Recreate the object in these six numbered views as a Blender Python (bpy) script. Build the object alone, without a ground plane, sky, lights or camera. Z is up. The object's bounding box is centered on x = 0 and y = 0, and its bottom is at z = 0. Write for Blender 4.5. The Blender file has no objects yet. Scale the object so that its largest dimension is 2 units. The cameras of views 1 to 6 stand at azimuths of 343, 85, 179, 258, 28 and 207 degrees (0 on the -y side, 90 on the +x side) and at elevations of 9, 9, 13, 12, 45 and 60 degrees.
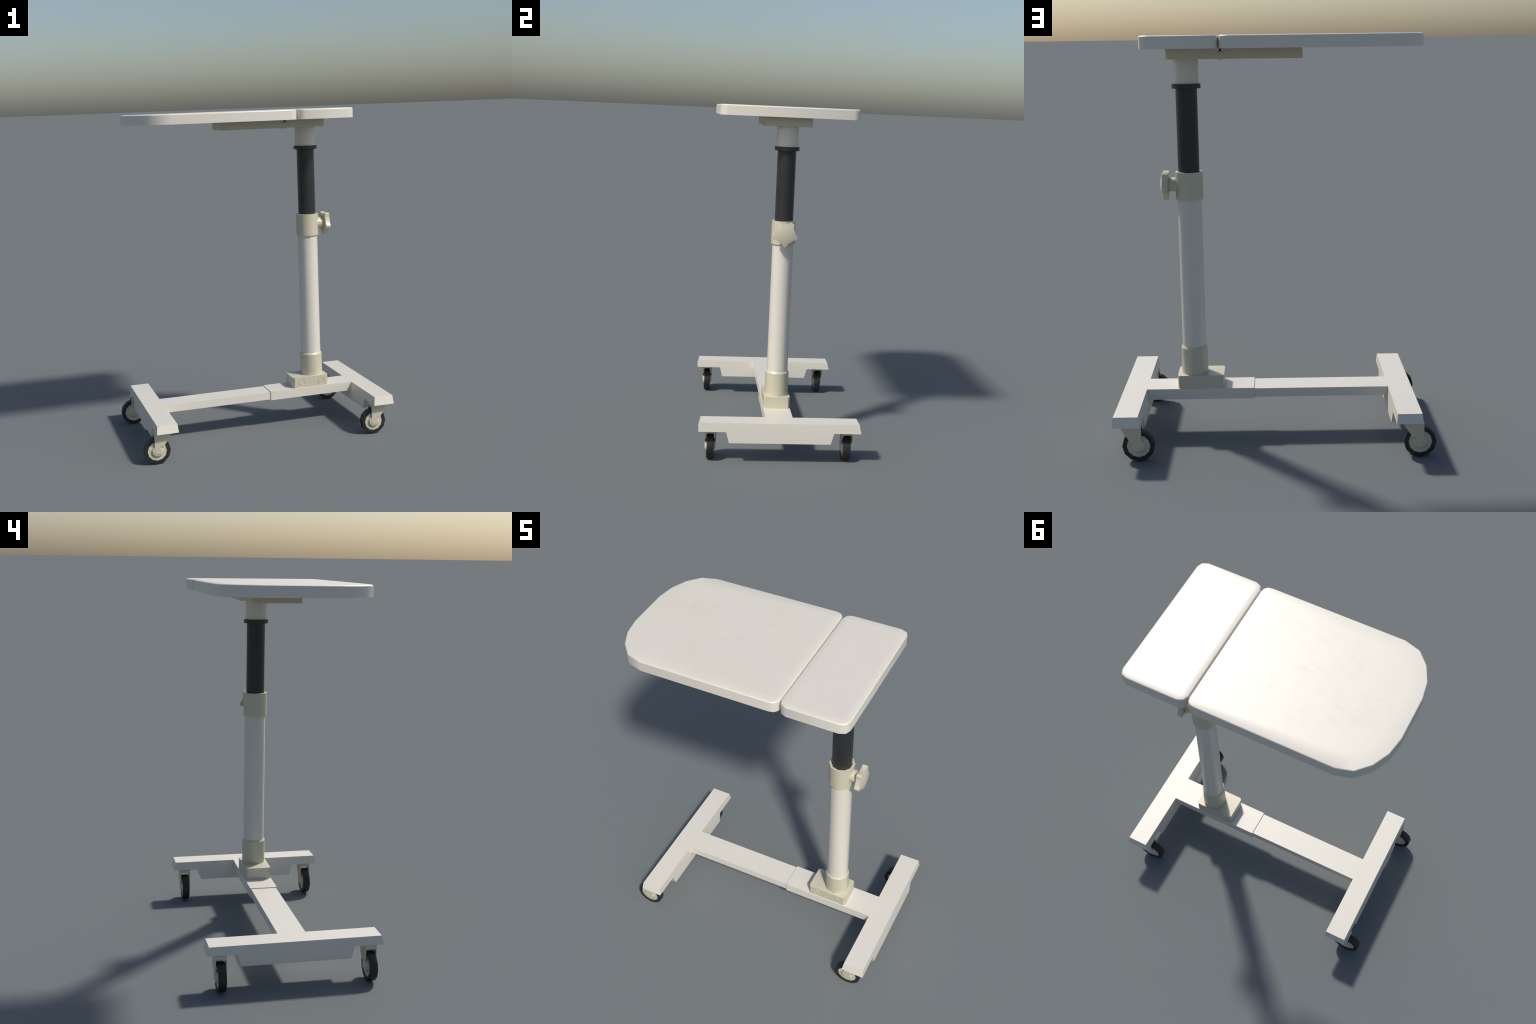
"""Overbed (hospital bedside) table on casters: two-part top, telescopic post, H-shaped base."""
import bpy, bmesh, math
from mathutils import Vector, Matrix

# ------------------------------------------------------------------ materials
def new_mat(name):
    m = bpy.data.materials.new(name)
    m.use_nodes = True
    nt = m.node_tree
    return m, nt, nt.nodes, nt.links, nt.nodes["Principled BSDF"]

def noise(N, L, coord, scale, detail=4.0, rough=0.55, stretch=None):
    src = coord
    if stretch:
        mp = N.new("ShaderNodeMapping")
        mp.inputs["Scale"].default_value = stretch
        L.new(coord, mp.inputs["Vector"])
        src = mp.outputs["Vector"]
    n = N.new("ShaderNodeTexNoise")
    n.inputs["Scale"].default_value = scale
    n.inputs["Detail"].default_value = detail
    n.inputs["Roughness"].default_value = rough
    L.new(src, n.inputs["Vector"])
    return n.outputs["Fac"]

def ramp(N, L, fac, a, b, ca=(0, 0, 0, 1), cb=(1, 1, 1, 1)):
    r = N.new("ShaderNodeValToRGB")
    e = r.color_ramp.elements
    e[0].position, e[0].color = a, ca
    e[1].position, e[1].color = b, cb
    L.new(fac, r.inputs["Fac"])
    return r.outputs["Color"]

def mix(N, L, fac, a, b):
    m = N.new("ShaderNodeMix")
    m.data_type = 'RGBA'
    if hasattr(fac, "links"):
        L.new(fac, m.inputs["Factor"])
    else:
        m.inputs["Factor"].default_value = fac
    for sock, v in ((m.inputs["A"], a), (m.inputs["B"], b)):
        pass
    ins = [s for s in m.inputs if s.type == 'RGBA']
    for s, v in zip(ins, (a, b)):
        if hasattr(v, "links"):
            L.new(v, s)
        else:
            s.default_value = v
    return [o for o in m.outputs if o.type == 'RGBA'][0]

def plain_mat(name, col, col2, rough, spec=0.5, scale=9.0, bump=0.0):
    """Flat finish with a barely visible cloudy variation between two tints."""
    m, nt, N, L, P = new_mat(name)
    tc = N.new("ShaderNodeTexCoord").outputs["Object"]
    f = ramp(N, L, noise(N, L, tc, scale, 5.0), 0.35, 0.7)
    L.new(mix(N, L, f, (*col, 1), (*col2, 1)), P.inputs["Base Color"])
    P.inputs["Roughness"].default_value = rough
    P.inputs["Specular IOR Level"].default_value = spec
    if bump:
        b = N.new("ShaderNodeBump")
        b.inputs["Strength"].default_value = bump
        b.inputs["Distance"].default_value = 0.002
        L.new(noise(N, L, tc, 220.0, 3.0), b.inputs["Height"])
        L.new(b.outputs["Normal"], P.inputs["Normal"])
    return m

WHITE = (0.722, 0.677, 0.585)
WHITE2 = (0.712, 0.668, 0.577)
CREAM = (0.590, 0.545, 0.405)
CREAM2 = (0.578, 0.535, 0.398)

def worn_top_mat():
    """White laminate with faint yellowish smudges and streaks, as rubbed in by use."""
    m, nt, N, L, P = new_mat("worn_white_laminate")
    tc = N.new("ShaderNodeTexCoord").outputs["Object"]
    # soft mask round the middle of the rounded half, where arms and trays rub most
    mp = N.new("ShaderNodeMapping")
    mp.inputs["Location"].default_value = (0.26, 0.03, -2.0)
    L.new(tc, mp.inputs["Vector"])
    ln = N.new("ShaderNodeVectorMath"); ln.operation = 'LENGTH'
    L.new(mp.outputs["Vector"], ln.inputs[0])
    centre = ramp(N, L, ln.outputs["Value"], 0.08, 0.50, (1, 1, 1, 1), (0.22, 0.22, 0.22, 1))
    broad = ramp(N, L, noise(N, L, tc, 4.6, 4.0), 0.40, 0.68)
    fine = ramp(N, L, noise(N, L, tc, 17.0, 9.0, 0.68, (1.0, 1.5, 1.0)), 0.46, 0.70)
    speck = ramp(N, L, noise(N, L, tc, 75.0, 6.0, 0.7, (1.0, 2.2, 1.0)), 0.45, 0.75)

    def mul(a, b):
        m2 = N.new("ShaderNodeMath"); m2.operation = 'MULTIPLY'
        for k, v in enumerate((a, b)):
            if hasattr(v, "links"):
                L.new(v, m2.inputs[k])
            else:
                m2.inputs[k].default_value = v
        return m2.outputs[0]
    blot = mul(mul(mul(broad, fine), centre), 0.66)
    add = N.new("ShaderNodeMath"); add.operation = 'MULTIPLY_ADD'; add.use_clamp = True
    L.new(speck, add.inputs[0]); add.inputs[1].default_value = 0.09
    L.new(blot, add.inputs[2])
    base = mix(N, L, mul(broad, 0.8), (*WHITE, 1), (0.715, 0.672, 0.571, 1))
    col = mix(N, L, add.outputs[0], base, (0.602, 0.568, 0.445, 1))
    L.new(col, P.inputs["Base Color"])
    rr = ramp(N, L, fine, 0.0, 1.0, (ROUGH_W,) * 3 + (1,), (ROUGH_W + 0.04,) * 3 + (1,))
    L.new(rr, P.inputs["Roughness"])
    P.inputs["Specular IOR Level"].default_value = SPEC
    return m

ROUGH_W, SPEC = 0.42, 0.78
M_TOP = worn_top_mat()
M_WHITE = plain_mat("white_painted_metal", WHITE, WHITE2, ROUGH_W, SPEC)
M_CREAM = plain_mat("cream_plastic", CREAM, CREAM2, 0.42, SPEC)
M_BLACK = plain_mat("black_coated_tube", (0.022, 0.022, 0.023), (0.025, 0.025, 0.026), 0.38)
M_TYRE = plain_mat("black_rubber", (0.015, 0.015, 0.0155), (0.019, 0.019, 0.0195), 0.55)

# ------------------------------------------------------------------ helpers
ROOT = bpy.data.objects.new("overbed_table", None)
bpy.context.scene.collection.objects.link(ROOT)
ROOT["label"] = "white wheeled overbed table with split top and black telescopic post"
ROOT["category"] = "overbed table"

def weigh_normals(ob):
    """Shade by face area, so narrow chamfers stay crisp beside broad flat faces."""
    md = ob.modifiers.new("weighted", 'WEIGHTED_NORMAL')
    md.mode, md.weight, md.keep_sharp = 'FACE_AREA', 50, True
    bpy.context.view_layer.update()
    old = ob.data
    me = bpy.data.meshes.new_from_object(ob.evaluated_get(bpy.context.evaluated_depsgraph_get()))
    ob.modifiers.clear()
    ob.data = me
    me.name = old.name.split(".")[0]
    bpy.data.meshes.remove(old)

def add_obj(name, bm, mat, parent=None, loc=(0, 0, 0), smooth=40.0, weld=True, weigh=True):
    if weld:
        bmesh.ops.remove_doubles(bm, verts=bm.verts, dist=1e-5)
    bmesh.ops.recalc_face_normals(bm, faces=bm.faces)
    me = bpy.data.meshes.new(name)
    bm.to_mesh(me); bm.free()
    me.materials.append(mat)
    for p in me.polygons:
        p.use_smooth = smooth > 0
    if smooth > 0:
        me.set_sharp_from_angle(angle=math.radians(smooth))
    ob = link(name, me, parent, loc)
    if weigh and smooth > 0:
        weigh_normals(ob)
    return ob

def link(name, me, parent=None, loc=(0, 0, 0)):
    ob = bpy.data.objects.new(name, me)
    bpy.context.scene.collection.objects.link(ob)
    ob.parent = parent or ROOT
    ob.location = loc
    return ob

def rings(bm, loops, cap0=True, cap1=True, close=False):
    """Skin a stack of equally long closed vertex loops."""
    vs = [[bm.verts.new(p) for p in lp] for lp in loops]
    n = len(vs[0])
    pairs = list(zip(vs, vs[1:])) + ([(vs[-1], vs[0])] if close else [])
    for a, b in pairs:
        for i in range(n):
            j = (i + 1) % n
            bm.faces.new((a[i], a[j], b[j], b[i]))
    if cap0 and not close:
        bm.faces.new(vs[0][::-1])
    if cap1 and not close:
        bm.faces.new(vs[-1])
    return vs

def ngon(n, r, z, phase, c=(0, 0)):
    return [(c[0] + r * math.cos(phase + 2 * math.pi * i / n),
             c[1] + r * math.sin(phase + 2 * math.pi * i / n), z) for i in range(n)]

def lathe(bm, n, phase, profile, c=(0, 0), close=False):
    return rings(bm, [ngon(n, r, z, phase, c) for r, z in profile], close=close)

def mirror_y(pts):
    """Full closed outline from its +y half, listed from one end to the other."""
    return pts + [(x, -y) for x, y in reversed(pts)]

def cut_corner_rect(x0, x1, hy, cx, cy):
    return mirror_y([(x1, hy - cy), (x1 - cx, hy), (x0 + cx, hy), (x0, hy - cy)])

# ------------------------------------------------------------------ table top
TOP_Z, UNDER_Z, BEV = 2.0, 1.9412, 0.0068
EDGE_TILT = 9.0

def inset(loop, d):
    """Move a counter-clockwise outline inward by d (mitred)."""
    out, n = [], len(loop)
    for i in range(n):
        p0, p1, p2 = (Vector(loop[k % n]) for k in (i - 1, i, i + 1))
        a, b = (p1 - p0).normalized(), (p2 - p1).normalized()
        na, nb = Vector((-a.y, a.x)), Vector((-b.y, b.x))
        m = (na + nb).normalized()
        out.append(p1 + m * (d / max(0.3, m.dot(na))))
    return [(v.x, v.y) for v in out]

def panel(name, outline, centres, mat):
    """Board with an eased upper edge; the flat field starts at the corner centres."""
    if sum(a[0] * b[1] - b[0] * a[1] for a, b in zip(outline, outline[1:] + outline[:1])) < 0:
        outline = outline[::-1]
        centres = centres[::-1]
    bm = bmesh.new()
    lo = [(x, y, UNDER_Z) for x, y in outline]
    mid = [(x, y, TOP_Z - BEV) for x, y in outline]
    top = [(x, y, TOP_Z) for x, y in inset(outline, BEV)]
    fld = [(x, y, TOP_Z) for x, y in centres]
    rings(bm, [lo, mid, top, fld], cap1=False)
    bmesh.ops.remove_doubles(bm, verts=bm.verts, dist=1e-5)
    bmesh.ops.contextual_create(bm, geom=[e for e in bm.edges if e.is_boundary])
    ob = add_obj(name, bm, mat, smooth=50, weigh=False)
    # soft cushion of the surface normals towards the rim, as on a moulded board
    me, n = ob.data, len(outline)
    tilt = math.radians(EDGE_TILT)
    def outward(co):
        best = min(range(n), key=lambda i: (outline[i][0] - co.x) ** 2 + (outline[i][1] - co.y) ** 2)
        p0, p1, p2 = (Vector(outline[k % n]) for k in (best - 1, best, best + 1))
        m = ((p1 - p0).normalized() + (p2 - p1).normalized()).normalized()
        return Vector((m.y, -m.x, 0.0))
    field = {(round(x, 4), round(y, 4)) for x, y in centres}
    nor = []
    for p in me.polygons:
        for li in p.loop_indices:
            co = me.vertices[me.loops[li].vertex_index].co
            if p.normal.z < -0.9:
                v = Vector((0, 0, -1))
            elif abs(p.normal.z) < 0.2:
                v = outward(co)
            elif (round(co.x, 4), round(co.y, 4)) in field:
                v = Vector((0, 0, 1))
            elif co.z > TOP_Z - 1e-4:
                k = tilt * (0.3 if co.x < -0.55 else 1.0)
                v = outward(co) * math.sin(k) + Vector((0, 0, math.cos(k)))
            else:
                v = outward(co) * 0.97 + Vector((0, 0, 0.25))
            nor.append(v.normalized())
    me.normals_split_custom_set(nor)
    return ob

HY = 0.3925
main_half = [(-0.7178, 0.1192), (-0.7008, 0.2168), (-0.6600, 0.3025), (-0.5980, 0.3680), (-0.5135, HY),
             (0.1870, HY), (0.2125, 0.3865), (0.2265, 0.3705), (0.2310, 0.3480)]
main_ctr = [(-0.6400, 0.1050), (-0.6270, 0.1780), (-0.5920, 0.2430), (-0.5430, 0.2890), (-0.4850, 0.3070),
            ] + [(0.1850, 0.3450)] * 4
panel("main_tabletop", mirror_y(main_half), mirror_y(main_ctr), M_TOP)

side_half = [(0.2337, 0.3500), (0.2455, 0.3795), (0.2755, HY),
             (0.5430, HY), (0.5745, 0.3790), (0.5860, 0.3500)]
side_ctr = [(0.2740, 0.3500)] * 3 + [(0.5465, 0.3500)] * 3
panel("side_tabletop", mirror_y(side_half), mirror_y(side_ctr), M_WHITE)

# ------------------------------------------------------------------ folding bracket below the top
PLATE_LO, PLATE_HI, PLATE_HY = 1.8905, 1.9425, 0.1325
PIN = (0.2340, 1.9050, 0.0197)

def bracket_plate(name, x_end, x_hinge):
    """Flat plate with clipped outer corners, its hinge edge relieved above the pin."""
    s = 1 if x_hinge > x_end else -1
    cx, cy = 0.0078 * s, 0.0122
    bm = bmesh.new()
    plan = [(x_end, PLATE_HY - cy), (x_end + cx, PLATE_HY)]
    def lp(z, xh):
        h = plan + [(xh, PLATE_HY)]
        return [(x, y, z) for x, y in mirror_y(h)]
    rings(bm, [lp(PLATE_LO, x_hinge + s * 0.002), lp(PLATE_LO + 0.024, x_hinge - s * 0.015),
               lp(PLATE_LO + 0.038, x_hinge - s * 0.002), lp(PLATE_HI, x_hinge)])
    return add_obj(name, bm, M_CREAM, smooth=35)

bracket_plate("bracket_plate", 0.4915, 0.2372)
bracket_plate("bracket_plate", -0.1510, 0.2308)
bm = bmesh.new()
lathe(bm, 12, math.radians(90), [(PIN[2], -PLATE_HY - 0.0012), (PIN[2], PLATE_HY + 0.0012)])
bmesh.ops.rotate(bm, verts=bm.verts, matrix=Matrix.Rotation(math.radians(90), 3, 'X'))
add_obj("hinge_pin", bm, M_CREAM, loc=(PIN[0], 0, PIN[1]))

# ------------------------------------------------------------------ telescopic post (ten-sided tubes)
AX = (0.4085, 0.0004)
PH = math.radians(-90)

def tube(name, mat, profile, close=False, smooth=40, n=10):
    bm = bmesh.new()
    lathe(bm, n, PH, profile, close=close)
    ob = add_obj(name, bm, mat, loc=(AX[0], AX[1], 0), smooth=smooth, weigh=False)
    for e in ob.data.edges:                 # every rim is a crisp edge, the wall itself is smooth
        a, b = (ob.data.vertices[i].co for i in e.vertices)
        if abs(a.z - b.z) < 1e-6:
            e.use_edge_sharp = True
    return ob

tube("upper_sleeve", M_WHITE, [(0.0624, 1.7725), (0.0624, 1.8915)])
tube("post_flange", M_BLACK, [(0.0500, 1.7515), (0.0718, 1.7515), (0.0718, 1.7738), (0.0500, 1.7738)], close=True)
tube("inner_tube", M_BLACK, [(0.0536, 1.2800), (0.0536, 1.7600)])
tube("clamp_collar", M_CREAM, [(0.0600, 1.2118), (0.0698, 1.2118), (0.0698, 1.3468),
                               (0.0562, 1.3468), (0.0558, 1.3440), (0.0558, 1.2600)], close=True)
tube("outer_tube", M_WHITE, [(0.0617, 0.4000), (0.0617, 1.2600)])
tube("post_socket", M_CREAM, [(0.0693, 0.3095), (0.0693, 0.4455), (0.0622, 0.4560), (0.0600, 0.4560), (0.0600, 0.3095)],
     close=True, smooth=40)

# locking knob: five-lobed star on a round stem
def star_loop(scale, x):
    pts = []
    for k in range(5):
        a = math.radians(-90 + 72 * k)
        for da, r in ((-18, 0.0595), (-5.7, 0.0754), (5.7, 0.0754), (18, 0.0595)):
            t = a + math.radians(da)
            pts.append((x, r * scale * math.cos(t), r * scale * math.sin(t)))
    return pts

KZ = 1.2832
bm = bmesh.new()
dish = 0.040
back = star_loop(1, 0.5110)
def ring_x(r, x):
    """Circle sampled at the same angles as the star outline."""
    return [(x, r * math.cos(math.atan2(p[2], p[1])), r * math.sin(math.atan2(p[2], p[1]))) for p in back]
rings(bm, [ring_x(0.030, 0.5150), ring_x(dish, 0.5150), ring_x(dish, 0.5110), back,
           star_loop(1, 0.5385), ring_x(0.0490, 0.5450), ring_x(0.0250, 0.5505), ring_x(0.0020, 0.5528)])
knob = add_obj("locking_knob", bm, M_CREAM, loc=(0, AX[1] - 0.0015, KZ), smooth=45)
# the face of the knob is gently domed
nor = [tuple(c.vector) for c in knob.data.corner_normals]
for p in knob.data.polygons:
    if p.normal.x > 0.6 and p.center.x > 0.53:
        for li in p.loop_indices:
            co = knob.data.vertices[knob.data.loops[li].vertex_index].co
            nor[li] = tuple(Vector((1.0, 4.2 * co.y, 4.2 * co.z)).normalized())
knob.data.normals_split_custom_set(nor)
bm = bmesh.new()
lathe(bm, 16, 0, [(0.0352, 0.0), (0.0352, 0.0640)])
bmesh.ops.rotate(bm, verts=bm.verts, matrix=Matrix.Rotation(math.radians(90), 3, 'Y'))
add_obj("knob_stem", bm, M_CREAM, parent=knob, loc=(0.4550, 0, 0.0005))

# socket block with two bolt heads let into its front
BX0, BX1, BHY, BZ0, BZ1 = 0.2580, 0.4935, 0.0760, 0.2413, 0.3105
bm = bmesh.new()
blk = cut_corner_rect(BX0, BX1, BHY, 0.0095, 0.0125)
rings(bm, [[(x, y, BZ0) for x, y in blk], [(x, y, BZ1) for x, y in blk]])
block = add_obj("socket_block", bm, M_CREAM, smooth=60, weigh=False)
BOLTS = [(0.3120, 0.2735), (0.4418, 0.2730)]

def cone_y(r0, r1, y0, y1, n=32):
    b = bmesh.new()
    rings(b, [[(q * math.cos(2 * math.pi * i / n), y, q * math.sin(2 * math.pi * i / n)) for i in range(n)]
              for q, y in ((r0, y0), (r1, y1))])
    return b

def y_cyl(r, y0, y1, n=32, bev=0.0):
    """Disc standing on the y axis, its outer (-y) rim optionally rounded."""
    b = bmesh.new()
    prof = [(r, y1), (r, y0 + bev)]
    if bev:
        prof += [(r - bev * 0.3, y0 + bev * 0.3), (r - bev, y0)]
    rings(b, [[(q * math.cos(2 * math.pi * i / n), y, q * math.sin(2 * math.pi * i / n)) for i in range(n)] for q, y in prof])
    return b

for bx, bz in BOLTS:
    cut = add_obj("bolt_recess", cone_y(0.0255, 0.0180, -0.0036, 0.0036), M_CREAM, loc=(bx, -BHY, bz))
    md = block.modifiers.new("recess", 'BOOLEAN')
    md.operation, md.solver, md.object = 'DIFFERENCE', 'EXACT', cut
    bpy.context.view_layer.update()
    me = bpy.data.meshes.new_from_object(block.evaluated_get(bpy.context.evaluated_depsgraph_get()))
    block.modifiers.clear()
    block.data = me
    bpy.data.objects.remove(cut)
for p in block.data.polygons:
    p.use_smooth = True
block.data.set_sharp_from_angle(angle=math.radians(60))
for e in block.data.edges:                  # crisp rims round the bolt recesses
    mid = sum((block.data.vertices[i].co for i in e.vertices), Vector()) / 2
    if any(abs(math.hypot(mid.x - bx, mid.z - bz) - 0.0215) < 0.001 for bx, bz in BOLTS) and abs(mid.y + BHY) < 1e-4:
        e.use_edge_sharp = True
weigh_normals(block)
bolt_me = None
for bx, bz in BOLTS:
    if bolt_me is None:
        o = add_obj("bolt_head", y_cyl(0.0186, -0.0006, 0.006, bev=0.0030), M_CREAM, parent=block, loc=(bx, -BHY, bz))
        bolt_me = o.data
    else:
        link("bolt_head", bolt_me, block, (bx, -BHY, bz))

# ------------------------------------------------------------------ H-shaped base
def leg(name, xi, xo, top_z, foot_z):
    """Hollow-looking foot rail: tapered bar with a deeper trapezoidal apron in the middle.
    xi / xo: inner and outer x at (top, foot, apron bottom)."""
    bm = bmesh.new()
    A_Z = 0.1283
    ends = [(0.4478, top_z), (0.4592, foot_z), (0.3045, foot_z), (0.2868, A_Z)]
    prof = ends + [(-y, z) for y, z in reversed(ends)]
    def xs(z, tri):
        if z > foot_z + 1e-6: return tri[0]
        if z > A_Z + 1e-6: return tri[1]
        return tri[2]
    a = [bm.verts.new((xs(z, xi), y, z)) for y, z in prof]
    b = [bm.verts.new((xs(z, xo), y, z)) for y, z in prof]
    n = len(prof)
    for i in range(n):
        j = (i + 1) % n
        bm.faces.new((a[i], a[j], b[j], b[i]))
    # side walls: upper bar (one quad between the end profiles) and the apron below it
    for s in (a, b):
        t0, f0, k0, p0, p1, k1, f1, t1 = s
        bm.faces.new((t0, f0, k0, k1, f1, t1))
        bm.faces.new((k0, p0, p1, k1))
    return add_obj(name, bm, M_WHITE, smooth=20)

RZ, LZ = 0.2422, 0.2373
leg("foot_rail", (0.6528, 0.6446, 0.6410), (0.7696, 0.7742, 0.7772), RZ, 0.1912)
leg("foot_rail", (-0.5800, -0.5757, -0.5715), (-0.6978, -0.7040, -0.7070), LZ, 0.1905)

def beam(name, sections):
    """Box section swept along x; each section is (x_top, x_bottom, half width, z_top, z_bottom)."""
    bm = bmesh.new()
    lps = [[(xt, -h, zt), (xt, h, zt), (xb, h, zb), (xb, -h, zb)] for xt, xb, h, zt, zb in sections]
    rings(bm, lps)
    return add_obj(name, bm, M_WHITE, smooth=20)

SEAM = 0.1052
beam("outer_beam", [(SEAM, SEAM, 0.0790, RZ, 0.1862), (0.6528, 0.6600, 0.0790, RZ, 0.1862)])
beam("sliding_beam", [(SEAM + 0.03, SEAM + 0.03, 0.0735, LZ, 0.1910), (-0.5800, -0.5900, 0.0735, LZ, 0.1910)])

# ------------------------------------------------------------------ casters
# local frame: fork's straight edge at x = 0, wheel axle at (AXLE, AXZ), centred on y = 0
AXLE, AXZ, W_R, W_H = 0.0160, 0.0785, 0.0785, 0.0205
F_H, F_T = 0.0297, 0.0042
F_TOP = 0.1915

def fork_mesh():
    bm = bmesh.new()
    # plan path of the bent sheet (half): straight cheek, then a rounded back
    path = [(0.0, F_TOP - 0.0100, 0.0760), (0.0030, F_TOP - 0.0055, 0.0715), (0.0110, F_TOP, 0.0630),
            (0.0340, F_TOP, 0.0630), (0.0360, F_TOP, 0.0655), (0.0360, F_TOP, 0.1055), (0.0560, F_TOP, 0.1110)]
    def half_w(x):                          # the cheeks splay a little towards the back
        return F_H + 0.0034 * min(1.0, x / 0.056)
    outer = [(x, half_w(x), zt, zb) for x, zt, zb in path]
    inner = [(x, half_w(x) - F_T, zt, zb) for x, zt, zb in path]
    bx, depth, hb = 0.0560, 0.0450, half_w(0.056)
    def bend(k, off):
        """Point k of 8 round the squarish back bend, moved inward by off."""
        t = math.radians(90 * k / 8)
        return bx + (depth - off) * math.sin(t) ** 0.58, (hb - off) * math.cos(t) ** 0.58 if k < 8 else 0.0
    for k in range(1, 9):
        x, y = bend(k, 0)
        zb = 0.1110 + 0.0625 * (x - bx) / depth
        outer.append((x, y, F_TOP, zb))
        inner.append((*bend(k, F_T), F_TOP, zb))
    def full(half):
        return half + [(x, -y, a, b) for x, y, a, b in reversed(half[:-1])]
    o, i = full(outer), full(inner)
    ot = [bm.verts.new((x, y, a)) for x, y, a, b in o]
    ob = [bm.verts.new((x, y, b)) for x, y, a, b in o]
    it = [bm.verts.new((x, y, a)) for x, y, a, b in i]
    ib = [bm.verts.new((x, y, b)) for x, y, a, b in i]
    n = len(o)
    def quad(*v):
        vs = list(dict.fromkeys(v))
        if len(vs) > 2:
            bm.faces.new(vs)
    for k in range(n - 1):
        same = abs(o[k][0] - o[k + 1][0]) < 1e-7 and abs(o[k][1] - o[k + 1][1]) < 1e-7
        if not same:
            quad(ot[k], ot[k + 1], ob[k + 1], ob[k])
            quad(it[k + 1], it[k], ib[k], ib[k + 1])
            quad(ot[k + 1], ot[k], it[k], it[k + 1])
        quad(ob[k], ob[k + 1], ib[k + 1], ib[k])
    quad(ot[0], ob[0], ib[0], it[0])
    quad(ob[-1], ot[-1], it[-1], ib[-1])
    # top plate rolled down over the open front
    hw = F_H - F_T * 0.5
    back = [bend(k, F_T * 0.5) for k in range(0, 9)]
    outline = back + [(x, -y) for x, y in reversed(back[:-1])]
    up = [(0.0110, F_TOP - 0.0004), (0.0045, F_TOP - 0.0045), (0.0004, F_TOP - 0.0115)]
    dn = [(0.0160, F_TOP - 0.0208), (0.0080, F_TOP - 0.0209), (0.0015, F_TOP - 0.0210)]
    zt, zb = up[0][1], dn[0][1]
    vt = [bm.verts.new((x, y, zt)) for x, y in outline]
    vb = [bm.verts.new((x, y, zb)) for x, y in outline]
    fr_t = [[bm.verts.new((x, s * hw, z)) for x, z in up] for s in (1, -1)]
    fr_b = [[bm.verts.new((x, s * hw, z)) for x, z in dn] for s in (1, -1)]
    bm.faces.new(vt + [fr_t[1][0], fr_t[0][0]])
    bm.faces.new((vb + [fr_b[1][0], fr_b[0][0]])[::-1])
    for k in range(2):
        bm.faces.new((fr_t[0][k], fr_t[1][k], fr_t[1][k + 1], fr_t[0][k + 1]))
        bm.faces.new((fr_b[0][k + 1], fr_b[1][k + 1], fr_b[1][k], fr_b[0][k]))
    bm.faces.new((fr_t[0][2], fr_t[1][2], fr_b[1][2], fr_b[0][2]))
    return bm

def wheel_ring(r, y, n, phase=-math.pi / 2):
    return [(r * math.cos(phase + 2 * math.pi * i / n), y, r * math.sin(phase + 2 * math.pi * i / n)) for i in range(n)]

def tyre_mesh():
    bm = bmesh.new()
    r_in, sh = 0.0572, 0.0025
    prof = [(r_in, -W_H + 0.0006), (W_R - sh, -W_H), (W_R, -W_H + sh), (W_R, W_H - sh), (W_R - sh, W_H), (r_in, W_H - 0.0006)]
    rings(bm, [wheel_ring(r, y, 12) for r, y in prof], close=True)
    return bm

def rim_mesh():
    bm = bmesh.new()
    n = 24
    web = 0.0168
    prof = [(0.0200, -0.0282), (0.0280, -0.0274), (0.0336, -0.0242), (0.0345, -web), (0.0580, -web),
            (0.0580, web), (0.0345, web), (0.0336, 0.0242), (0.0280, 0.0274), (0.0200, 0.0282)]
    rings(bm, [wheel_ring(r, y, n) for r, y in prof])
    return bm

fork_me = tyre_me = rim_me = None
for fx in (0.6440, -0.7125):
    for sy in (1, -1):
        y = sy * 0.3892
        if fork_me is None:
            f = add_obj("caster_fork", fork_mesh(), M_CREAM, loc=(fx, y, 0), smooth=42, weld=False)
            t = add_obj("tyre", tyre_mesh(), M_TYRE, parent=f, loc=(AXLE, 0, AXZ), smooth=50)
            r = add_obj("wheel_rim", rim_mesh(), M_CREAM, parent=f, loc=(AXLE, 0, AXZ), smooth=62, weigh=False)
            fork_me, tyre_me, rim_me = f.data, t.data, r.data
        else:
            f = link("caster_fork", fork_me, None, (fx, y, 0))
            link("tyre", tyre_me, f, (AXLE, 0, AXZ))
            link("wheel_rim", rim_me, f, (AXLE, 0, AXZ))
